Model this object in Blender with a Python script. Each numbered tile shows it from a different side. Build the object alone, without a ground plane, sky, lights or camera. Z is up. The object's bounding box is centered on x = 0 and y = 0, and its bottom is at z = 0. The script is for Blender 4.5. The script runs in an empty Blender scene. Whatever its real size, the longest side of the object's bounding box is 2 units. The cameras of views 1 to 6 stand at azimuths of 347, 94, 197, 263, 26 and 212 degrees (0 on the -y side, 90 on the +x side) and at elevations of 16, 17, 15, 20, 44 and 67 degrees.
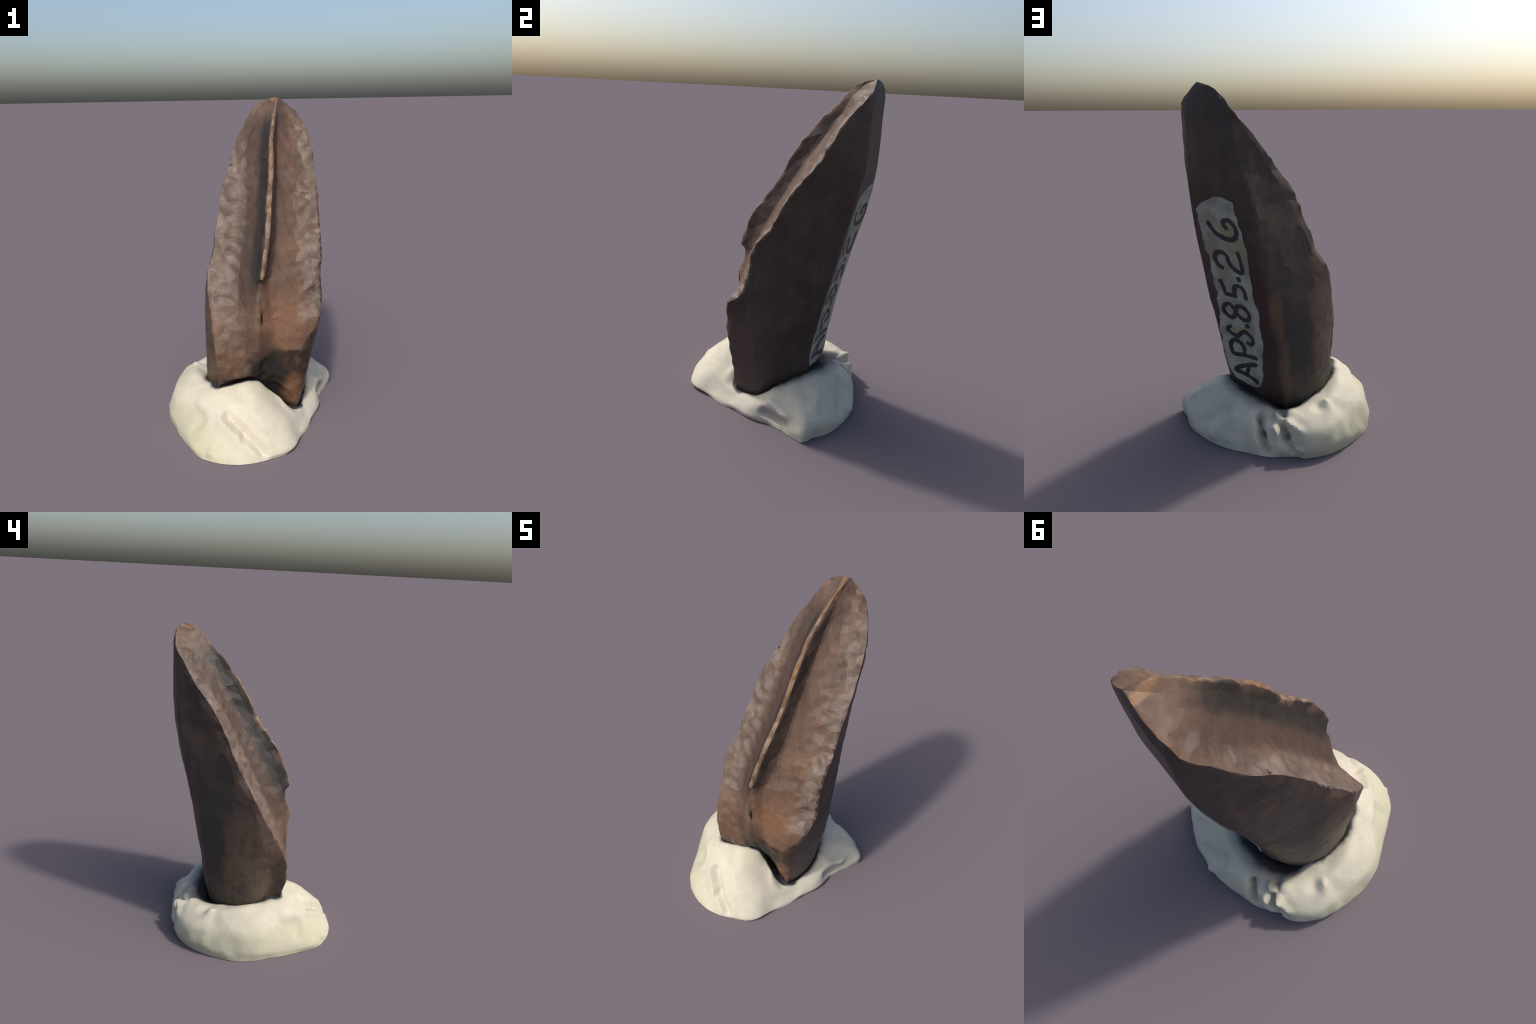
"""Fossil tooth with a keeled, roof-shaped enamel face, standing in a lump of
modelling clay, with a painted number strip on its back."""
import math, random
import numpy as np

# ------------------------------------------------------------------ helpers
def guide(*rows):
    """Guide curve given as (z, x, y) rows; returns f(z) -> (x, y), monotone cubic."""
    a = np.array(sorted(rows), float)
    z = a[:, 0]
    h = np.diff(z)
    def slopes(v):
        d = np.diff(v) / h
        m = np.zeros(len(v))
        m[0], m[-1] = d[0], d[-1]
        for i in range(1, len(v) - 1):
            if d[i - 1] * d[i] > 0:
                w1, w2 = 2 * h[i] + h[i - 1], h[i] + 2 * h[i - 1]
                m[i] = (w1 + w2) / (w1 / d[i - 1] + w2 / d[i])
        return m
    mx, my = slopes(a[:, 1]), slopes(a[:, 2])
    def f(q):
        q = min(max(q, z[0]), z[-1])
        i = min(max(int(np.searchsorted(z, q)) - 1, 0), len(h) - 1)
        t = (q - z[i]) / h[i]
        H = (2*t**3 - 3*t**2 + 1, t**3 - 2*t**2 + t, -2*t**3 + 3*t**2, t**3 - t**2)
        g = lambda v, m: H[0]*v[i] + H[1]*h[i]*m[i] + H[2]*v[i+1] + H[3]*h[i]*m[i+1]
        return np.array([g(a[:, 1], mx), g(a[:, 2], my)])
    return f

def curve1(*rows):
    a = np.array(sorted(rows), float)
    return lambda q: float(np.interp(q, a[:, 0], a[:, 1]))

# ---------------------------------------------------------------- the tooth
TIP = (1.998, .276, .480)
LEFT_EDGE = guide(TIP, (1.971, .180, .520), (1.93, .125, .532), (1.88, .085, .531), (1.774, .008, .466),
                  (1.658, -.060, .403), (1.547, -.113, .312), (1.451, -.162, .255), (1.333, -.194, .197),
                  (1.215, -.227, .142), (1.085, -.258, .080), (.96, -.306, .012), (.86, -.312, -.040),
                  (.731, -.311, -.119), (.62, -.311, -.170), (.523, -.310, -.206), (.40, -.305, -.205),
                  (.30, -.300, -.180), (.04, -.280, -.100))
LEFT_HOLLOW = guide(TIP, (1.96, .20, .495), (1.88, .130, .452), (1.82, .100, .405), (1.667, .020, .330),
                    (1.517, -.012, .228), (1.363, -.023, .138), (1.216, -.060, .062), (1.08, -.095, -.004),
                    (.93, -.130, -.072), (.80, -.150, -.125), (.70, -.165, -.165), (.52, -.180, -.216),
                    (.42, -.178, -.228), (.37, -.170, -.226), (.335, -.172, -.170), (.28, -.17, -.11), (.04, -.18, -.07))
LEFT_VALLEY = guide(TIP, (1.96, .225, .430), (1.90, .186, .370), (1.816, .148, .314), (1.666, .098, .232),
                    (1.517, .070, .148), (1.373, .042, .050), (1.236, .010, -.040), (1.10, -.022, -.114),
                    (.99, -.046, -.162), (.93, -.066, -.184), (.80, -.085, -.202), (.60, -.100, -.216),
                    (.48, -.108, -.222), (.38, -.110, -.214), (.34, -.112, -.165), (.28, -.11, -.11), (.04, -.120, -.06))
KEEL_LEFT = guide(TIP, (1.99, 0.260, .452), (1.975, 0.242, .406), (1.945, 0.222, .358), (1.895, .196, 0.318), (1.746, .133, 0.191), (1.63, .113, 0.106),
                  (1.502, .086, 0.037), (1.39, .062, -0.021), (1.295, .037, -0.090), (1.19, .013, -0.160),
                  (1.078, -.018, -0.207), (.99, -.034, -0.228), (.955, -.044, -.204), (.90, -.050, -.206),
                  (.84, -.052, -.226), (.79, -.052, -.246), (.74, -.054, -.242), (.69, -.056, -.236), (.62, -.058, -.238),
                  (.50, -.056, -.238), (.44, -.054, -.222), (.38, -.054, -.200), (.335, -.058, -.165), (.28, -.060, -.12), (.04, -.05, -.05))
KEEL_RIGHT = guide(TIP, (1.99, 0.268, .452), (1.975, 0.256, .406), (1.945, 0.236, .358), (1.895, .213, 0.311), (1.746, .158, 0.182), (1.63, .141, 0.094),
                   (1.502, .117, 0.022), (1.39, .092, -0.035), (1.295, .067, -0.103), (1.19, .041, -0.170),
                   (1.078, .008, -0.213), (.99, -.013, -0.232), (.955, -.014, -.206), (.90, -.018, -.207),
                   (.84, -.022, -.224), (.79, -.026, -.238), (.74, -.028, -.236), (.69, -.026, -.234), (.62, -.026, -.236),
                   (.50, -.022, -.234), (.44, -.020, -.205), (.38, -.018, -.185), (.33, -.016, -.155), (.28, -.015, -.14), (.04, -.02, -.05))
RIGHT_VALLEY = guide(TIP, (1.975, .264, .435), (1.91, .247, .363), (1.823, .226, .318), (1.744, .208, .266),
                     (1.657, .190, .214), (1.58, .177, .162), (1.503, .163, .112), (1.39, .143, .050),
                     (1.295, .126, -.002), (1.19, .106, -.058), (1.078, .080, -.110), (.98, .055, -.150),
                     (.93, .035, -.172), (.80, .032, -.200), (.70, .050, -.222), (.60, .060, -.238),
                     (.52, .062, -.244), (.44, .048, -.214), (.36, .055, -.195), (.28, .072, -.170), (.04, .050, -.06))
RIGHT_SWELL = guide(TIP, (1.95, .305, .448), (1.90, .314, .400), (1.823, .328, .352), (1.744, .328, .295),
                    (1.657, .316, .242), (1.503, .294, .152), (1.39, .276, .086), (1.295, .262, .032),
                    (1.19, .245, -.016), (1.078, .228, -.080), (.98, .215, -.118), (.93, .208, -.142),
                    (.80, .197, -.208), (.70, .190, -.245), (.61, .190, -.260), (.56, .188, -.264),
                    (.52, .182, -.272), (.44, .170, -.258), (.30, .160, -.232), (.18, .170, -.212), (.04, .150, -.15))
RIGHT_EDGE = guide(TIP, (1.962, .320, .468), (1.94, .344, .458), (1.915, .370, .445), (1.825, .422, .360), (1.713, .443, .290),
                   (1.605, .440, .232), (1.455, .431, .122), (1.326, .414, .037), (1.207, .406, -.018),
                   (1.07, .382, -.110), (.917, .370, -.142), (.808, .367, -.160), (.717, .328, -.255),
                   (.672, .306, -.266), (.638, .297, -.261), (.509, .272, -.253), (.384, .250, -.242),
                   (.26, .226, -.227), (.123, .200, -.208), (.04, .19, -.18))
RIGHT_FLANK = guide(TIP, (1.962, .318, .472), (1.921, .360, .455), (1.825, .405, .396), (1.713, .429, .342),
                    (1.605, .437, .300), (1.455, .424, .215), (1.326, .410, .150), (1.207, .402, .090),
                    (1.07, .395, .015), (.917, .390, -.035), (.808, .388, -.062), (.70, .388, -.070),
                    (.575, .385, -.066), (.46, .358, -.050), (.32, .335, -.030), (.19, .308, -.045), (.04, .255, -.06))
BACK_RIGHT = guide(TIP, (1.962, .308, .478), (1.915, .332, .474), (1.827, .350, .467), (1.68, .355, .463),
                   (1.55, .362, .457), (1.41, .365, .433), (1.22, .361, .394), (1.02, .343, .357),
                   (.80, .326, .309), (.72, .308, .294), (.60, .289, .274), (.40, .260, .243),
                   (.295, .230, .238), (.04, .18, .19))
BACK_LEFT = guide(TIP, (1.97, .240, .510), (1.90, .160, .542), (1.78, .128, .544), (1.67, .120, .547),
                  (1.536, .112, .545), (1.41, .088, .533), (1.277, .061, .511), (1.194, .046, .495),
                  (1.048, .030, .457), (.88, .020, .420), (.806, .010, .404), (.61, -.004, .371),
                  (.444, .000, .344), (.32, .008, .331), (.04, .01, .26))
LEFT_BACK = guide(TIP, (1.972, .195, .520), (1.90, .112, .540), (1.78, .077, .530), (1.67, .052, .526),
                  (1.536, .023, .523), (1.339, -.026, .497), (1.15, -.056, .465), (.957, -.077, .435),
                  (.759, -.102, .397), (.515, -.126, .350), (.215, -.135, .298), (.04, -.13, .22))
LEFT_FLANK = guide(TIP, (1.971, .185, .520), (1.88, .090, .535), (1.774, .022, .485), (1.658, -.038, .435),
                   (1.547, -.085, .375), (1.451, -.130, .320), (1.333, -.165, .265), (1.215, -.205, .205),
                   (1.085, -.245, .140), (.96, -.300, .060), (.86, -.326, .010), (.69, -.333, -.010),
                   (.53, -.331, -.030), (.36, -.331, -.030), (.04, -.31, .0))
# ring of guides, with the number of steps and the outward bulge to the next guide
RING = [("left_edge", LEFT_EDGE, 12, curve1((0, .0), (2, .0))),
        ("left_hollow", LEFT_HOLLOW, 8, curve1((0, 0), (.8, .0), (1.0, -.006), (1.6, -.008), (2, 0))),
        ("left_valley", LEFT_VALLEY, 8, curve1((0, 0), (.9, 0), (1.1, -.004), (1.8, -.004), (2, 0))),
        ("keel_left", KEEL_LEFT, 3, curve1((0, .004), (2, .004))),
        ("keel_right", KEEL_RIGHT, 6, curve1((0, 0), (2, 0))),
        ("right_valley", RIGHT_VALLEY, 10, curve1((0, .0), (.6, .008), (.9, .002), (1.05, -.008), (1.8, -.006), (2, 0))),
        ("right_swell", RIGHT_SWELL, 10, curve1((0, 0), (.6, .008), (1.0, .010), (1.3, .0), (1.6, -.006), (2, 0))),
        ("right_edge", RIGHT_EDGE, 10, curve1((0, .004), (2, .002))),
        ("right_flank", RIGHT_FLANK, 18, curve1((0, .022), (.6, .022), (1.5, .010), (2, 0))),
        ("back_right", BACK_RIGHT, 14, curve1((0, -.015), (1.2, -.014), (1.6, .0), (2, .002))),
        ("back_left", BACK_LEFT, 8, curve1((0, .003), (2, .002))),
        ("left_back", LEFT_BACK, 18, curve1((0, .066), (.5, .064), (.75, .040), (.95, .012), (1.4, -.004), (1.8, .0), (2, 0))),
        ("left_flank", LEFT_FLANK, 6, curve1((0, -.040), (.46, -.036), (.62, -.004), (2, .002)))]
START = {}
_n = 0
for _name, _g, _k, _b in RING:
    START[_name] = _n
    _n += _k
RING_N = _n

def tooth_ring(z):
    keys = [g(z) for _, g, _, _ in RING]
    pts = []
    for i, (_, g, n, b) in enumerate(RING):
        p, q = keys[i], keys[(i + 1) % len(keys)]
        d = q - p
        nrm = np.array([d[1], -d[0]])
        l = np.linalg.norm(nrm)
        nrm = nrm / l if l > 1e-9 else nrm * 0
        bb = min(b(z), .3 * l) if b(z) > 0 else max(b(z), -.4 * l)
        for k in range(n):
            t = k / n
            pts.append(p + d * t + nrm * bb * 4 * t * (1 - t))
    P = np.array(pts)
    # round the corners of the back a little, keep the enamel edges crisper
    soft = np.full(RING_N, .22)
    soft[START["right_flank"] - 2:] = .5
    soft[START["back_right"] - 2:START["back_right"] + 3] = .25
    for it in range(3):
        avg = (np.roll(P, 1, 0) + np.roll(P, -1, 0)) / 2
        P = P + (avg - P) * soft[:, None] * .8
    return P

TOOTH_Z = np.concatenate([np.linspace(.05, 1.80, 110), np.linspace(1.80, 1.95, 16)[1:],
                          1.95 + .0475 * np.sin(np.linspace(0, math.pi / 2, 9))[1:]])

def tooth_grid():
    G = np.zeros((len(TOOTH_Z), RING_N, 3))
    for j, z in enumerate(TOOTH_Z):
        G[j, :, :2] = tooth_ring(z)
        G[j, :, 2] = z
    return G

# ------------------------------------------------------------------ the clay
# footprint on the ground, as angle (degrees) / radius knots made from corner points
FOOT = np.array([(-.442, -.440), (-.385, -.487), (-.340, -.514), (-.245, -.548), (-.146, -.554), (-.050, -.538), (.033, -.522),
                 (.068, -.498), (.120, -.420), (.187, -.360), (.290, -.203), (.390, -.060), (.416, .020),
                 (.471, .104), (.523, .165), (.572, .227), (.552, .258), (.516, .291), (.487, .340), (.444, .394), (.384, .438),
                 (.300, .486), (.171, .535), (.020, .548), (-.104, .552), (-.180, .527), (-.262, .503), (-.296, .512),
                 (-.360, .478), (-.430, .423), (-.503, .318), (-.540, .240), (-.573, .157), (-.582, .110),
                 (-.577, .0), (-.557, -.075), (-.530, -.210), (-.500, -.305), (-.466, -.400)])

def polar_curve(points):
    """closed curve (angle, value) with periodic linear interpolation, angles in degrees"""
    a = np.array(sorted(points), float)
    a = np.vstack([a[-1] - [360, 0], a, a[0] + [360, 0]])
    return lambda t: np.interp((np.asarray(t) + 180) % 360 - 180, a[:, 0], a[:, 1])

FOOT_R = polar_curve([(math.degrees(math.atan2(y, x)), math.hypot(x, y)) for x, y in FOOT])

# profile control by angle: for each direction a list of (radius, height) from the
# tooth outwards: contact with the tooth, crest, shoulder, bulge
CLAY = [  # angle, contact(r,z), crest(r,z), shoulder(r,z), bulge(r,z)
    (-180, (.335, .264), (.405, .276), (.518, .192), (.572, .068)),
    (-165, (.335, .290), (.392, .274), (.482, .178), (.556, .055)),
    (-151, (.340, .287), (.400, .268), (.492, .150), (.574, .042)),
    (-140, (.258, .306), (.390, .264), (.510, .145), (.604, .042)),
    (-125, (.197, .312), (.340, .268), (.468, .165), (.594, .042)),
    (-108, (.166, .303), (.325, .266), (.430, .186), (.556, .045)),
    (-92, (.160, .270), (.295, .228), (.412, .156), (.529, .040)),
    (-80, (.175, .236), (.290, .188), (.396, .128), (.503, .034)),
    (-66, (.232, .188), (.315, .130), (.362, .088), (.417, .028)),
    (-50, (.287, .108), (.308, .092), (.343, .053), (.375, .022)),
    (-30, (.280, .090), (.302, .090), (.337, .057), (.365, .026)),
    (-12, (.283, .105), (.322, .116), (.373, .082), (.402, .030)),
    (3, (.310, .165), (.355, .175), (.408, .122), (.424, .038)),
    (14, (.310, .210), (.375, .206), (.462, .142), (.496, .048)),
    (22, (.300, .236), (.410, .226), (.538, .152), (.620, .075)),
    (28, (.290, .248), (.410, .236), (.543, .162), (.612, .080)),
    (37, (.290, .258), (.405, .257), (.520, .178), (.594, .072)),
    (48, (.300, .260), (.400, .254), (.502, .168), (.583, .056)),
    (62, (.310, .252), (.408, .246), (.496, .165), (.565, .060)),
    (78, (.325, .240), (.415, .240), (.498, .176), (.550, .076)),
    (92, (.335, .215), (.415, .222), (.497, .172), (.542, .080)),
    (104, (.345, .175), (.430, .200), (.508, .155), (.558, .076)),
    (114, (.340, .155), (.450, .218), (.538, .165), (.592, .072)),
    (124, (.335, .178), (.465, .222), (.572, .168), (.616, .078)),
    (136, (.312, .195), (.455, .232), (.570, .172), (.618, .078)),
    (150, (.310, .218), (.440, .246), (.545, .178), (.600, .073)),
    (166, (.333, .240), (.420, .270), (.527, .194), (.588, .072)),
]
def smooth_polar(points):
    """periodic Catmull-Rom through (angle, value)"""
    a = np.array(sorted(points), float)
    n = len(a)
    def f(t):
        t = (t + 180) % 360 - 180
        i = int(np.searchsorted(a[:, 0], t, side="right")) - 1
        def at(k):
            q, r = divmod(k, n)
            return a[r, 0] + 360 * q, a[r, 1]
        (t0, v0), (t1, v1), (t2, v2), (t3, v3) = at(i - 1), at(i), at(i + 1), at(i + 2)
        u = (t - t1) / (t2 - t1)
        m1 = (v2 - v0) / (t2 - t0) * (t2 - t1)
        m2 = (v3 - v1) / (t3 - t1) * (t2 - t1)
        return ((2*u**3 - 3*u**2 + 1)*v1 + (u**3 - 2*u**2 + u)*m1 + (-2*u**3 + 3*u**2)*v2 + (u**3 - u**2)*m2)
    return f
CLAY_F = [(smooth_polar([(row[0], row[k][0]) for row in CLAY]), smooth_polar([(row[0], row[k][1]) for row in CLAY]))
          for k in (1, 2, 3, 4)]

def catmull(P, n):
    P = np.array(P)
    Q = np.vstack([2*P[0] - P[1], P, 2*P[-1] - P[-2]])
    out = []
    for i in range(len(P) - 1):
        p0, p1, p2, p3 = Q[i:i+4]
        for k in range(n):
            u = k / n
            out.append(.5*(2*p1 + (p2-p0)*u + (2*p0-5*p1+4*p2-p3)*u*u + (3*p1-p0-3*p2+p3)*u**3))
    out.append(P[-1])
    return np.array(out)

def tooth_radius(a, z):
    """how far from the axis the tooth's wall lies, in direction a at height z"""
    R = tooth_ring(z)
    c, q = math.cos(math.radians(a)), math.sin(math.radians(a))
    best = 0.0
    for i in range(len(R)):
        p, d = R[i], R[(i + 1) % len(R)] - R[i]
        den = c * d[1] - q * d[0]
        if abs(den) < 1e-12:
            continue
        r = (p[0] * d[1] - p[1] * d[0]) / den
        t = (p[0] * q - p[1] * c) / den
        if r > 0 and 0 <= t <= 1:
            best = max(best, r)
    return best

# how tightly the clay is pressed against the tooth, by direction
PRESS = polar_curve([(-180, 1), (-155, 1), (-145, 0), (-68, 0), (-57, 1), (70, 1), (85, .3), (108, .4), (122, 1), (179, 1)])
CLAY_NA = 420
def clay_grid():
    rings = []
    for k in range(CLAY_NA):
        a = -180 + 360 * k / CLAY_NA
        r0 = float(FOOT_R(a))
        prof = [(fr(a), fz(a)) for fr, fz in CLAY_F]
        tight = min(prof[0][0], tooth_radius(a, max(prof[0][1], .06)) + .006)
        w = float(PRESS(a))
        prof[0] = (prof[0][0] * (1 - w) + tight * w, prof[0][1])
        inner = (max(prof[0][0] - .05, .05), prof[0][1] - .05)
        pts = catmull([inner] + prof + [(r0, 0.0)], 10)
        c, s = math.cos(math.radians(a)), math.sin(math.radians(a))
        rings.append([(r*c, r*s, max(z, 0.0)) for r, z in pts])
    return np.array(rings)      # [angle, profile, 3]

# ------------------------------------------------------------------ blender
import bpy, bmesh
from mathutils import Vector, kdtree, noise as mnoise

random.seed(7)
scene = bpy.context.scene

def link(obj, parent=None):
    scene.collection.objects.link(obj)
    if parent is not None:
        obj.parent = parent
    return obj

def sstep(a, b, x):
    t = min(max((x - a) / (b - a), 0.0), 1.0)
    return t * t * (3 - 2 * t)

def fractal(p, scale, octaves=3, seed=0.0):
    v, amp, tot = 0.0, 1.0, 0.0
    q = Vector(p) * scale + Vector((seed, seed * .7, -seed))
    for _ in range(octaves):
        v += amp * mnoise.noise(q)
        tot += amp
        q = q * 2.03 + Vector((5.1, 1.7, 9.2))
        amp *= .55
    return v / tot

# ---------------------------------------------------------------- node tools
class Tree:
    def __init__(self, name):
        self.mat = bpy.data.materials.new(name)
        self.mat.use_nodes = True
        self.nt = self.mat.node_tree
        self.bsdf = self.nt.nodes["Principled BSDF"]
        self.co = self.nt.nodes.new("ShaderNodeTexCoord").outputs["Object"]
        sep = self.nt.nodes.new("ShaderNodeSeparateXYZ")
        self.put(sep.inputs[0], self.co)
        self.x, self.y, self.z = sep.outputs
    def put(self, sock, v):
        if hasattr(v, "is_output"):
            self.nt.links.new(v, sock)
        else:
            sock.default_value = v
    def math(self, op, a, b=0.0, c=0.0, clamp=False):
        n = self.nt.nodes.new("ShaderNodeMath")
        n.operation = op
        n.use_clamp = clamp
        for s, v in zip(n.inputs, (a, b, c)):
            self.put(s, v)
        return n.outputs[0]
    def step(self, v, a, b):
        """smooth 0..1 as v runs from a to b"""
        n = self.nt.nodes.new("ShaderNodeMapRange")
        n.interpolation_type = "SMOOTHSTEP"
        self.put(n.inputs[0], v)
        if a < b:
            n.inputs[1].default_value, n.inputs[2].default_value = a, b
            n.inputs[3].default_value, n.inputs[4].default_value = 0, 1
        else:
            n.inputs[1].default_value, n.inputs[2].default_value = b, a
            n.inputs[3].default_value, n.inputs[4].default_value = 1, 0
        return n.outputs[0]
    def along(self, v, rows, lo=-1.0, hi=2.0):
        """piecewise curve value(v); rows are (v, value)"""
        n = self.nt.nodes.new("ShaderNodeFloatCurve")
        c = n.mapping.curves[0]
        rows = sorted(rows)
        v0, v1 = rows[0][0], rows[-1][0]
        pts = [((a - v0) / (v1 - v0), (b - lo) / (hi - lo)) for a, b in rows]
        c.points[0].location, c.points[1].location = pts[0], pts[-1]
        for p in pts[1:-1]:
            c.points.new(*p)
        n.mapping.update()
        self.put(n.inputs["Value"], self.math("MULTIPLY_ADD", v, 1 / (v1 - v0), -v0 / (v1 - v0), clamp=True))
        return self.math("MULTIPLY_ADD", n.outputs[0], hi - lo, lo)
    def stretch(self, scale):
        m = self.nt.nodes.new("ShaderNodeMapping")
        m.inputs["Scale"].default_value = scale
        self.put(m.inputs[0], self.co)
        return m.outputs[0]
    def noise(self, scale, detail=4.0, rough=.55, dist=0.0, co=None):
        n = self.nt.nodes.new("ShaderNodeTexNoise")
        self.put(n.inputs["Vector"], co or self.co)
        n.inputs["Scale"].default_value = scale
        n.inputs["Detail"].default_value = detail
        n.inputs["Roughness"].default_value = rough
        n.inputs["Distortion"].default_value = dist
        return n.outputs["Fac"]
    def mul(self, *v):
        o = v[0]
        for q in v[1:]:
            o = self.math("MULTIPLY", o, q)
        return o
    def mix(self, a, b, f, mode="MIX"):
        n = self.nt.nodes.new("ShaderNodeMix")
        n.data_type = "RGBA"
        n.blend_type = mode
        self.put(n.inputs[0], f)
        for s, v in ((n.inputs[6], a), (n.inputs[7], b)):
            if isinstance(v, tuple):
                v = (*v, 1.0) if len(v) == 3 else v
            self.put(s, v)
        return n.outputs[2]
    def blob(self, cx, cy, cz, rx, ry, rz, soft=.5, wob=None):
        """1 inside an ellipsoid, falling to 0 outside"""
        d = None
        for v, c, r in ((self.x, cx, rx), (self.y, cy, ry), (self.z, cz, rz)):
            q = self.math("POWER", self.math("DIVIDE", self.math("SUBTRACT", v, c), r), 2.0)
            d = q if d is None else self.math("ADD", d, q)
        d = self.math("SQRT", d)
        if wob is not None:
            d = self.math("ADD", d, self.math("MULTIPLY_ADD", wob, .9, -.45))
        return self.step(d, 1 + soft / 2, max(1 - soft, .02))
    def done(self, color, rough=.6, bump=None, strength=.3, dist=.01, spec=.4):
        self.put(self.bsdf.inputs["Base Color"], color)
        self.put(self.bsdf.inputs["Roughness"], rough)
        self.bsdf.inputs["Specular IOR Level"].default_value = spec
        if bump is not None:
            b = self.nt.nodes.new("ShaderNodeBump")
            b.inputs["Strength"].default_value = strength
            b.inputs["Distance"].default_value = dist
            self.put(b.inputs["Height"], bump)
            self.put(self.bsdf.inputs["Normal"], b.outputs[0])
        return self.mat

def guide_rows(g, axis, zs):
    return [(z, float(g(z)[axis])) for z in zs]

ZS = [.1, .3, .5, .7, .9, 1.1, 1.3, 1.5, 1.7, 1.85, 1.95]

def enamel_material():
    t = Tree("enamel")
    big = t.noise(5.0, 3)
    streak = t.noise(9.0, 5, .6, co=t.stretch((1.6, 1.6, .35)))
    fine = t.noise(38.0, 4)
    base = t.mix((.120, .074, .052), (.195, .128, .096), t.step(big, .35, .65))
    base = t.mix(base, (.205, .115, .066), t.mul(t.step(streak, .48, .68), .55))
    base = t.mix(base, (.085, .050, .036), t.mul(t.step(t.noise(16.0, 4, .6, co=t.stretch((1.7, 1.7, .25))), .56, .74), .5))
    # grey chipped bands along the two rims
    xl = t.along(t.z, guide_rows(LEFT_HOLLOW, 0, ZS))
    xr = t.along(t.z, guide_rows(RIGHT_EDGE, 0, ZS))
    wob = t.math("MULTIPLY_ADD", t.noise(11.0, 3), .09, -.045)
    dl = t.math("ADD", t.math("SUBTRACT", t.x, xl), wob)
    dr = t.math("ADD", t.math("SUBTRACT", t.x, xr), wob)
    zone = t.step(t.z, .62, .85)
    lband = t.mul(t.step(dl, .01, -.06), zone, t.step(t.z, 1.9, 1.6))
    rband = t.mul(t.step(dr, -.14, -.08), zone, t.step(t.z, 1.95, 1.75))
    grey = t.mix((.165, .132, .113), (.285, .240, .208), t.step(t.noise(11.0, 2), .36, .70))
    base = t.mix(base, grey, t.mul(t.math("MAXIMUM", lband, rband), t.math("MULTIPLY_ADD", t.step(t.noise(7.0, 3, co=t.stretch((1.5, 1.5, .5))), .36, .62), .5, .32)))
    # warmer swelling low on the right half
    base = t.mix(base, (.26, .135, .070), t.mul(t.blob(.10, -.20, .68, .17, .2, .20, .9, big), .65))
    # dark stain in the furrow left of the keel, browner further out
    xk = t.along(t.z, guide_rows(KEEL_LEFT, 0, ZS))
    dk = t.math("ADD", t.math("SUBTRACT", t.x, xk), t.math("MULTIPLY_ADD", big, .024, -.012))
    length = t.mul(t.step(t.z, .85, 1.05), t.step(t.z, 1.95, 1.78))
    base = t.mix(base, (.080, .054, .042), t.mul(t.step(dk, -.150, -.07), t.step(dk, .02, .0), t.step(t.z, .68, .95), t.step(t.z, 1.95, 1.78), .9))
    base = t.mix(base, (.034, .031, .028), t.mul(t.step(dk, -.036, -.014), t.step(dk, .012, .002), t.step(t.z, .82, 1.0), t.step(t.z, 1.95, 1.78), .9))
    base = t.mix(base, (.060, .042, .036), t.mul(t.step(dk, .095, .055), t.step(dk, .03, .04), length, .7))  # dark brown stripe along the right side of the keel
    # pale worn crest of the keel, orange towards the tip
    dc = t.math("SUBTRACT", t.x, xk)
    rub = t.noise(16.0, 4)
    crest = t.mix((.140, .085, .058), (.36, .26, .195), t.step(rub, .38, .64))
    crest = t.mix(crest, (.30, .165, .075), t.mul(t.step(t.z, 1.25, 1.6), t.step(t.noise(9.0, 3), .38, .6), .8))
    base = t.mix(base, crest, t.mul(t.step(dc, -.001, .009), t.step(dc, .036, .026), t.step(t.z, .955, .985)))
    # little broken ridge with a slit below the end of the keel
    base = t.mix(base, (.27, .185, .130), t.mul(t.blob(-.055, -.23, .74, .022, .06, .085, .8, t.noise(22.0, 3)), .8))
    base = t.mix(base, (.018, .017, .017), t.blob(-.030, -.235, .735, .008, .06, .05, .5))
    base = t.mix(base, (.055, .038, .028), t.mul(t.blob(-.01, -.21, .58, .06, .08, .10, .9, t.noise(12.0, 3)), .75))
    # bare dark root below the enamel lip, charcoal hollow between the two prongs
    lip = t.along(t.x, [(-.05, .50), (.02, .55), (.10, .545), (.18, .545), (.24, .60), (.30, .68), (.36, .72)])
    below = t.math("SUBTRACT", t.math("ADD", lip, t.math("MULTIPLY_ADD", t.noise(10.0, 4), .07, -.045)), t.z)
    base = t.mix(base, t.mix((.052, .034, .026), (.100, .062, .040), t.step(t.noise(15.0, 4), .42, .66)),
                 t.mul(t.step(below, -.012, .012), t.step(t.x, -.01, .05)))
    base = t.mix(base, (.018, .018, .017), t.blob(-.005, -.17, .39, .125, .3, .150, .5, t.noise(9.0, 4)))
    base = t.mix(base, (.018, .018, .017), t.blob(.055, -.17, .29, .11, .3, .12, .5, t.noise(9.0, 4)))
    base = t.mix(base, (.225, .120, .070), t.mul(t.blob(.165, -.22, .24, .060, .12, .13, .7, t.noise(16.0, 4)), .85))
    base = t.mix(base, (.055, .046, .032), t.mul(t.step(t.math("ADD", t.z, t.math("MULTIPLY", big, .10)), .46, .36), t.step(t.x, -.05, -.12), .75))
    shade = t.math("MULTIPLY_ADD", fine, .4, .50)
    base = t.mix(base, shade, 1.0, "MULTIPLY")
    base = t.mix(base, (.94, .885, .82), 1.0, "MULTIPLY")
    return t.done(base, .55, t.math("ADD", fine, streak), .25, .006, .35)

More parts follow.
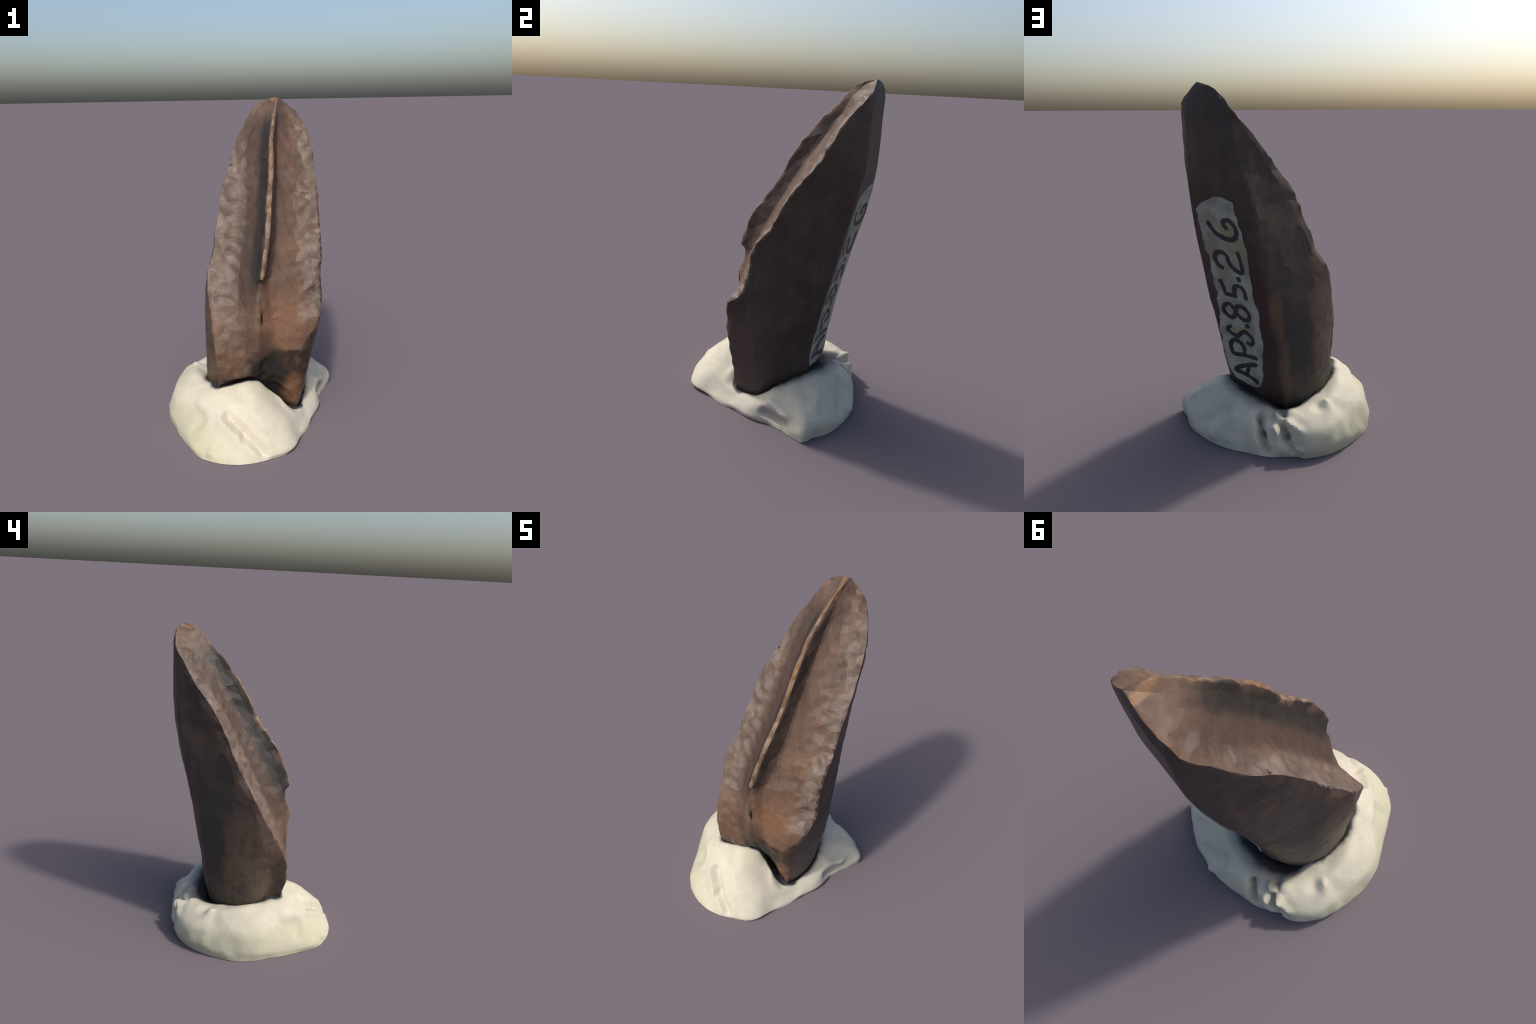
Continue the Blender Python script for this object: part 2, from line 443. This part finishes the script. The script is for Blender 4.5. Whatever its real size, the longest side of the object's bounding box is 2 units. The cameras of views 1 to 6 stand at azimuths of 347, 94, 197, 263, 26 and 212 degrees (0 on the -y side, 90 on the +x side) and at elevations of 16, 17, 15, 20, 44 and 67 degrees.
def flank_material():
    t = Tree("dark_dentine")
    big = t.noise(4.0, 4, .6)
    streak = t.noise(7.0, 5, .6, .3, co=t.stretch((1.8, 1.8, .28)))
    fine = t.noise(30.0, 5)
    c = t.mix((.046, .030, .023), (.080, .050, .036), t.step(big, .36, .64))
    warm = t.noise(5.5, 4, .6, .2, co=t.stretch((2.6, 2.6, .22)))
    c = t.mix(c, (.125, .068, .034), t.mul(t.step(warm, .54, .70), .75, t.step(t.z, 1.4, .8)))
    c = t.mix(c, (.041, .036, .031), t.mul(t.step(streak, .48, .66), .6))
    c = t.mix(c, (.060, .030, .025), t.mul(t.step(t.noise(4.5, 3), .55, .68), .6))
    # bands along the back and left flank, keyed to the soft corner between them
    xb = t.along(t.z, guide_rows(LEFT_BACK, 0, ZS))
    wob = t.math("MULTIPLY_ADD", t.noise(5.0, 4), .07, -.035)
    db = t.math("ADD", t.math("SUBTRACT", t.x, xb), wob)
    left = t.mul(t.step(t.y, -.30, -.10), t.step(t.z, 1.35, 1.0))
    c = t.mix(c, (.048, .024, .020), t.mul(t.step(db, .015, .045), t.step(db, .16, .12), left, t.step(t.y, .2, .3), .8))
    c = t.mix(c, (.120, .072, .042), t.mul(t.step(db, .030, .005), t.step(db, -.045, -.015), left, t.step(t.z, .95, .75), t.step(streak, .36, .56), .9))
    c = t.mix(c, (.038, .034, .030), t.mul(t.step(db, -.02, -.05), t.step(db, -.17, -.13), left, .8))
    c = t.mix(c, (.095, .070, .046), t.mul(t.step(db, -.13, -.17), t.step(t.z, 1.0, .5), t.step(t.x, .1, .0), t.step(big, .3, .55), .85))
    c = t.mix(c, (.075, .047, .040), t.mul(t.step(t.y, .08, -.12), t.step(t.x, .15, .22), t.step(t.z, .75, .5), .8))
    c = t.mix(c, (.14, .095, .040), t.mul(t.blob(-.085, .39, .80, .030, .12, .10, .9, big), .8))
    c = t.mix(c, t.math("MULTIPLY_ADD", fine, .6, .7), 1.0, "MULTIPLY")
    return t.done(c, .5, t.math("ADD", fine, streak), .25, .006, .4)

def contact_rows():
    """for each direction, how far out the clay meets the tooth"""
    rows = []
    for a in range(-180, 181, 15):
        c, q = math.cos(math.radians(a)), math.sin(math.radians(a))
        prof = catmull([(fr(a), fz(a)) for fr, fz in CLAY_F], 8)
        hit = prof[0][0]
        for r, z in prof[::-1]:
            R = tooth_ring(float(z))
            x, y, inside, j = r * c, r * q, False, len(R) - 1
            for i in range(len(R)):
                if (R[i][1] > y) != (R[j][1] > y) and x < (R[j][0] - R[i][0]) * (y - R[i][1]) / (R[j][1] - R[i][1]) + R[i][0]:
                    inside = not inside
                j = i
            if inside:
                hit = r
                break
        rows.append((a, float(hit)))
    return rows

def clay_material():
    t = Tree("modelling_clay")
    big = t.noise(3.2, 3)
    mid = t.noise(10.0, 4)
    fine = t.noise(60.0, 4)
    c = t.mix((.53, .480, .388), (.60, .545, .445), t.step(mid, .3, .7))
    c = t.mix(c, (.46, .44, .31), t.mul(t.step(t.x, -.15, -.45), t.step(t.math("ADD", t.z, t.math("MULTIPLY", big, .2)), .34, .2), .75))
    c = t.mix(c, (.34, .30, .26), t.mul(t.blob(.42, .00, .06, .10, .16, .08, .9, mid), .55))
    c = t.mix(c, t.math("MULTIPLY_ADD", fine, .2, .85), 1.0, "MULTIPLY")
    c = t.mix(c, (.97, .985, .95), 1.0, "MULTIPLY")
    # patches of greyer, handled clay
    c = t.mix(c, (.45, .405, .355), t.mul(t.step(t.noise(4.0, 2), .5, .75), .5))
    # crevice shade, partly smudge, painted dark where the tooth is pressed in
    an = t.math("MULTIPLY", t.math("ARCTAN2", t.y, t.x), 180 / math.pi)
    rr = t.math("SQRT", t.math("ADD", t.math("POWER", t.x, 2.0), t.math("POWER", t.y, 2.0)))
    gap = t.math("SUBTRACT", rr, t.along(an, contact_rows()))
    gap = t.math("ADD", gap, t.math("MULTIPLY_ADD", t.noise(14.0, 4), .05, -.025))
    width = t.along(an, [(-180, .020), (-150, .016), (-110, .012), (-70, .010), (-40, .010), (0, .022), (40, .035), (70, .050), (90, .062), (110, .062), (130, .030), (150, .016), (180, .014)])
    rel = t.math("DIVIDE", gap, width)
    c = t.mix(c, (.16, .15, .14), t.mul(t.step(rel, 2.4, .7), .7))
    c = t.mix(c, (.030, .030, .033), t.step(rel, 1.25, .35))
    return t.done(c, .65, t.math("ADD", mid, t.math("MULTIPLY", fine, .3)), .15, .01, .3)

def label_material():
    t = Tree("label_paint")
    n = t.noise(9.0, 4)
    c = t.mix((.235, .235, .180), (.37, .37, .315), t.step(n, .35, .65))
    c = t.mix(c, (.27, .25, .12), t.mul(t.step(t.noise(6.0, 3), .50, .66), .8))
    return t.done(c, .6, n, .1, .003, .3)

def ink_material():
    t = Tree("ink")
    n = t.noise(30.0, 3)
    return t.done(t.mix((.014, .015, .018), (.034, .034, .038), n), .5)

# ------------------------------------------------------------------ assembly
thing = link(bpy.data.objects.new("mounted_fossil_tooth", None))
thing.empty_display_size = .2
thing["label"] = "brown keeled fossil tooth standing in a lump of pale clay"
thing["category"] = "fossil tooth"

def mesh_from_grid(name, G, closed_u=True):
    """rows x columns x 3 -> mesh, columns joined round; ends capped with a fan"""
    R, Cn, _ = G.shape
    verts = [tuple(v) for v in G.reshape(-1, 3)]
    faces = []
    for j in range(R - 1):
        for i in range(Cn):
            k = (i + 1) % Cn
            faces.append((j*Cn + i, j*Cn + k, (j+1)*Cn + k, (j+1)*Cn + i))
    for j, flip in ((0, True), (R - 1, False)):
        c = len(verts)
        verts.append(tuple(G[j].mean(0)))
        for i in range(Cn):
            k = (i + 1) % Cn
            faces.append((j*Cn + k, j*Cn + i, c) if flip else (j*Cn + i, j*Cn + k, c))
    me = bpy.data.meshes.new(name)
    me.from_pydata(verts, [], faces)
    return me

def decimated(me, ratio, name):
    """irregular triangulation of a fine mesh, like a scan's"""
    ob = link(bpy.data.objects.new("build_helper", me))
    m = ob.modifiers.new("decimate", "DECIMATE")
    m.ratio = ratio
    m.use_collapse_triangulate = True
    dg = bpy.context.evaluated_depsgraph_get()
    out = bpy.data.meshes.new_from_object(ob.evaluated_get(dg))
    out.name = name
    bpy.data.objects.remove(ob)
    bpy.data.meshes.remove(me)
    return out

def split(me, key_of_face):
    """separate the faces of one mesh into meshes by key; border vertices coincide"""
    groups = {}
    for p in me.polygons:
        groups.setdefault(key_of_face(p), []).append(p)
    out = {}
    for key, polys in groups.items():
        used, vs, fs = {}, [], []
        for p in polys:
            f = []
            for v in p.vertices:
                if v not in used:
                    used[v] = len(vs)
                    vs.append(tuple(me.vertices[v].co))
                f.append(used[v])
            fs.append(f)
        m = bpy.data.meshes.new(key)
        m.from_pydata(vs, [], fs)
        for p in m.polygons:
            p.use_smooth = key == "flank"
        out[key] = m
    return out

# --- tooth: fine surface, chipped and pitted by noise, then re-triangulated
GRID = tooth_grid()
Rn, Cn = GRID.shape[:2]
du = np.roll(GRID, -1, 1) - np.roll(GRID, 1, 1)
dv = np.gradient(GRID, axis=0)
NRM = np.cross(du, dv)
NRM /= np.maximum(np.linalg.norm(NRM, axis=2, keepdims=True), 1e-9)
sL, sG, sKL, sKR, sVR, sRS, sRE, sRF, sBR = (START[k] for k in ("left_edge", "left_hollow", "keel_left", "keel_right",
        "right_valley", "right_swell", "right_edge", "right_flank", "back_right"))

def bell(i, c, w):
    d = min(abs(i - c), RING_N - abs(i - c))
    return math.exp(-(d / w) ** 2)

def rough_amount(i, z):
    """size of the chips at ring position i: strongest along the enamel rims"""
    rim = max(bell(i, sL + 6, 6), bell(i, sRE - 4, 5)) * sstep(.58, .8, z)
    keel = bell(i, (sKL + sKR) / 2, 2.5) * sstep(.6, .8, z)
    foot = sstep(.60, .45, z) * .003 if i < sRE else 0.0
    base = .0022 if i < sRE else .0022
    if sBR - 1 <= i <= sBR + 15:
        base = .0004                     # the flat back that carries the number
    return base + .0070 * rim + .0025 * keel + foot

DISP = GRID.copy()
for j in range(Rn):
    fade = .5 + .5 * sstep(1.998, 1.95, TOOTH_Z[j])
    for i in range(Cn):
        p = GRID[j, i]
        a = rough_amount(i, p[2]) * fade
        n = .6 * fractal(p, 8, 1) + 1.2 * fractal(p, 20, 1, 3.3)
        und = .006 * fractal((p[0], p[1], p[2] * .22), 9, 1, 6.0) if sBR + 16 < i or sRE + 4 < i < sBR - 2 else 0.0
        # long scallops bitten out of the two rims
        bite = max(0.0, fractal((p[2], 0, i // 60), 11, 2, 8.0)) * max(bell(i, sL, 2.5), bell(i, sRE, 2.5)) * sstep(.6, .8, p[2])
        DISP[j, i] = p + NRM[j, i] * (a * (n * 1.6 + .3 * bell(i, sRE, 6)) + und - .004 * bite * fade)

tooth_mesh = decimated(mesh_from_grid("tooth", DISP), .14, "tooth")
kd = kdtree.KDTree(Rn * Cn)
for j in range(Rn):
    for i in range(Cn):
        kd.insert(DISP[j, i], j * Cn + i)
kd.balance()

def lip_height(x):
    return .53 + .12 * sstep(.12, .30, x)

def region(p):
    _, idx, _ = kd.find(p.center)
    i, z = idx % Cn, p.center.z
    if START["left_valley"] + 3 <= i <= sVR + 1 and z > .965:
        return "median_ridge"
    if i < sRE:
        x = p.center.x
        if z < (lip_height(x) if x > .02 else .42):
            return "root"
        return "enamel_face"
    return "flank"

mats = {"enamel_face": enamel_material(), "median_ridge": None, "flank": flank_material()}
mats["root"] = mats["median_ridge"] = mats["enamel_face"]
for key, me in sorted(split(tooth_mesh, region).items()):
    me.materials.append(mats[key])
    if key == "flank":
        me.set_sharp_from_angle(angle=math.radians(8))
    link(bpy.data.objects.new(key, me), thing)

# --- clay
CG = clay_grid()
cu = np.roll(CG, -1, 0) - np.roll(CG, 1, 0)
cv = np.gradient(CG, axis=1)
CN = np.cross(cu, cv)
CN /= np.maximum(np.linalg.norm(CN, axis=2, keepdims=True), 1e-9)
if CN[0, CG.shape[1] // 2, 2] < 0:
    CN = -CN
# finger folds and dents: (start, end, half width, depth)
FOLDS = [((-.275, -.352, .200), (-.196, -.441, .121), .020, -.023),
         ((-.196, -.441, .121), (-.090, -.530, .008), .018, -.018),
         ((-.325, -.345, .186), (-.220, -.438, .095), .022, .013),
         ((-.220, -.438, .095), (-.135, -.515, .030), .020, .008),
         ((-.170, -.418, .170), (-.060, -.478, .068), .026, .009),
         ((-.395, -.455, .030), (-.400, -.450, .055), .014, .014),
         ((-.021, .457, .170), (-.055, .519, .107), .017, -.040),
         ((-.055, .519, .107), (-.090, .548, .020), .017, -.034),
         ((-.165, .486, .168), (-.191, .503, .115), .018, -.040),
         ((-.191, .503, .115), (-.230, .512, .045), .018, -.028),
         ((-.262, .480, .070), (-.275, .500, .020), .014, -.022),
         ((-.125, .500, .150), (-.150, .515, .130), .018, .018),
         ((-.119, .443, .200), (-.205, .482, .180), .020, .016),
         ((-.205, .482, .180), (-.270, .488, .150), .020, .014),
         ((-.140, .395, .200), (-.160, .450, .190), .020, -.022),
         ((-.370, .285, .240), (-.350, .330, .145), .020, .016),
         ((-.330, .320, .220), (-.310, .370, .150), .030, -.012),
         ((.270, .300, .285), (.480, .300, .175), .025, .008),
         ((.200, .460, .200), (.330, .440, .100), .030, -.010),
         ((.120, .480, .180), (.240, .500, .050), .018, .010),
         ((.400, -.010, .070), (.455, .080, .040), .024, -.020),
         ((.455, .110, .020), (.485, .112, .0), .008, -.030),
         ((.380, .040, .135), (.470, .120, .095), .022, .012),
         ((-.50, -.29, .15), (-.42, -.33, .235), .03, -.010),
         ((-.43, -.20, .23), (-.40, -.33, .22), .03, .010)]
def seg_dist(p, n, a, b):
    """distance from a fold line, measured along the surface"""
    a, b = np.array(a), np.array(b)
    t = min(max(float((p - a) @ (b - a) / ((b - a) @ (b - a))), 0.0), 1.0)
    v = p - (a + (b - a) * t)
    off = float(v @ n)
    return math.hypot(float(np.linalg.norm(v - n * off)), max(abs(off) - .05, 0.0))
H = np.zeros(CG.shape[:2])
for k in range(CG.shape[0]):
    for j in range(CG.shape[1]):
        p = CG[k, j]
        h = .012 * fractal(p, 6, 2, 1.1) + .007 * fractal(p, 15, 1, 4.0) * (.4 + .8 * sstep(-.1, .25, p[1]) + .5 * sstep(.2, .4, p[0]))
        for a, b, w, d in FOLDS:
            h += 2.1 * d * math.exp(-(seg_dist(p, CN[k, j], a, b) / w) ** 2)
        H[k, j] = h * (sstep(0.0, .05, p[2]) * .9 + .1)
for _ in range(2):
    H = .5 * H + .25 * (np.roll(H, 1, 0) + np.roll(H, -1, 0))
    H[:, 1:-1] = .5 * H[:, 1:-1] + .25 * (H[:, :-2] + H[:, 2:])
for _ in range(6):          # even out the directions the folds are pushed in
    CN = CN + .5 * (np.roll(CN, 1, 0) + np.roll(CN, -1, 0))
    CN /= np.linalg.norm(CN, axis=2, keepdims=True)
CD = CG + CN * H[:, :, None]
CD[:, :, 2] = np.maximum(CD[:, :, 2], 0.0)
# columns run round, rows from the hidden inner ring outwards
clay_mesh = mesh_from_grid("clay_base", np.ascontiguousarray(CD.transpose(1, 0, 2)))
clay_mesh = decimated(clay_mesh, .18, "clay_base")
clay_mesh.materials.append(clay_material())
bm = bmesh.new()
bm.from_mesh(clay_mesh)
bmesh.ops.recalc_face_normals(bm, faces=bm.faces)
bm.to_mesh(clay_mesh)
bm.free()
for p in clay_mesh.polygons:
    p.use_smooth = True
clay_mesh.set_sharp_from_angle(angle=math.radians(17))
link(bpy.data.objects.new("clay_base", clay_mesh), thing)

# --- painted number strip on the back, and its hand-inked characters
def back_point(u, z, lift=0.0):
    """point on the flat back: u = 0 at its right corner, 1 at its left corner"""
    def at(uu, zz):
        r = tooth_ring(zz)
        f = sBR + uu * 14
        i = int(math.floor(f))
        t = f - i
        q = r[i % RING_N] * (1 - t) + r[(i + 1) % RING_N] * t
        return np.array([q[0], q[1], zz])
    p = at(u, z)
    eu = at(u + .05, z) - at(u - .05, z)
    ez = at(u, z + .02) - at(u, z - .02)
    n = np.cross(eu, ez)
    n /= np.linalg.norm(n)
    if n[1] < 0:
        n = -n
    return p + n * lift, eu / .1, ez / np.linalg.norm(ez), n

LABEL_EDGE_A = curve1((.270, .62), (.292, .16), (.355, .02), (.566, .05), (.705, .10), (.780, .13), (.86, .20), (1.03, .18), (1.19, .14), (1.345, .10), (1.39, .24), (1.435, .62))
LABEL_EDGE_B = curve1((.270, .66), (.285, .92), (.33, 1.03), (.446, 1.02), (.581, 1.05), (.68, 1.03), (.79, 1.09), (.83, 1.03), (.90, 1.01), (1.04, 1.04), (1.16, 1.08), (1.26, 1.05), (1.34, 1.04), (1.41, 1.05), (1.435, .78))

def shell(name, top_rows, depth):
    """thin closed sheet from rows of (point, normal)"""
    R, Cc = len(top_rows), len(top_rows[0])
    vs = [tuple(p) for row in top_rows for p, n in row] + [tuple(p - n * depth) for row in top_rows for p, n in row]
    o, fs = R * Cc, []
    for r in range(R - 1):
        for c in range(Cc - 1):
            q = (r*Cc + c, r*Cc + c + 1, (r+1)*Cc + c + 1, (r+1)*Cc + c)
            fs += [q, tuple(k + o for k in reversed(q))]
    rim = [c for c in range(Cc)] + [r*Cc + Cc - 1 for r in range(1, R)] + [(R-1)*Cc + c for c in range(Cc - 2, -1, -1)] + [r*Cc for r in range(R - 2, 0, -1)]
    for k in range(len(rim)):
        a, b = rim[k], rim[(k + 1) % len(rim)]
        fs.append((b, a, a + o, b + o))
    me = bpy.data.meshes.new(name)
    me.from_pydata(vs, [], fs)
    bm = bmesh.new()
    bm.from_mesh(me)
    bmesh.ops.recalc_face_normals(bm, faces=bm.faces)
    bm.to_mesh(me)
    bm.free()
    return me

rows = []
for z in np.linspace(.271, 1.434, 110):
    a = LABEL_EDGE_A(z) + .05 * mnoise.noise((z * 22, 1.5, 0)) * sstep(1.434, 1.40, z)
    b = LABEL_EDGE_B(z) + .04 * mnoise.noise((z * 22, 7.5, 3)) * sstep(1.434, 1.40, z)
    row = []
    for k in range(17):
        p, _, _, n = back_point(a + (b - a) * k / 16, z, .0045)
        row.append((p, n))
    rows.append(row)
label_me = shell("number_label", rows, .010)
label_me.materials.append(label_material())
label_ob = link(bpy.data.objects.new("number_label", label_me), thing)

# strokes of each character as (u across the strip, z along it)
GLYPHS = [
    [[(.92, .318), (.55, .338), (.21, .355), (.50, .398), (.88, .436)], [(.53, .338), (.64, .408)]],
    [[(.90, .478), (.55, .470), (.22, .460)], [(.23, .462), (.22, .525), (.33, .560), (.47, .552), (.55, .520), (.54, .476)]],
    [[(.33, .655), (.22, .625), (.31, .600), (.43, .592), (.52, .616), (.62, .634), (.76, .614), (.81, .585), (.74, .558), (.63, .566)]],
    [[(.70, .690), (.725, .664)]],
    [[(.50, .770), (.41, .800), (.29, .780), (.25, .745), (.33, .714), (.43, .716), (.51, .750), (.56, .785), (.66, .798), (.77, .782), (.82, .745), (.74, .716), (.63, .716), (.55, .735), (.50, .770)]],
    [[(.32, .950), (.37, .900), (.39, .862), (.48, .862), (.60, .858)], [(.60, .848), (.59, .888), (.64, .922), (.75, .926), (.83, .900), (.83, .850)]],
    [[(.735, .984), (.75, .956)]],
    [[(.45, 1.022), (.36, 1.038), (.31, 1.072), (.36, 1.110), (.48, 1.120), (.57, 1.104), (.60, 1.060), (.70, 1.026), (.86, 1.018), (.86, 1.080), (.84, 1.142)]],
    [[(.32, 1.292), (.44, 1.232), (.62, 1.206), (.80, 1.206), (.92, 1.236), (.93, 1.280), (.83, 1.312), (.70, 1.305), (.68, 1.280), (.75, 1.262)]],
]
ink = ink_material()
for gi, strokes in enumerate(GLYPHS):
    bm = bmesh.new()
    for si, st in enumerate(strokes):
        path = catmull([np.array(q) for q in st], 6)
        frames = [back_point(u, z, .0062 + .0008 * si) for u, z in path]
        P3 = np.array([f[0] for f in frames])
        T = np.gradient(P3, axis=0)
        T /= np.linalg.norm(T, axis=1, keepdims=True)
        rows = []
        last = len(P3) - 1
        for k in range(last + 1):
            n = frames[k][3]
            side = np.cross(n, T[k])
            w = (.0175 if len(st) == 2 and gi in (3, 6) else .0135) * (1 + .35 * mnoise.noise((k * .35, gi * 3.1, si)))
            if k in (0, last):
                w *= .7
            rows.append([(P3[k] + side * w, n), (P3[k] + n * .0006, n), (P3[k] - side * w, n)])
        tmp = shell("stroke", rows, .004)
        bm.from_mesh(tmp)
        bpy.data.meshes.remove(tmp)
    me = bpy.data.meshes.new("inked_character")
    bm.to_mesh(me)
    bm.free()
    me.materials.append(ink)
    link(bpy.data.objects.new("inked_character", me), label_ob)
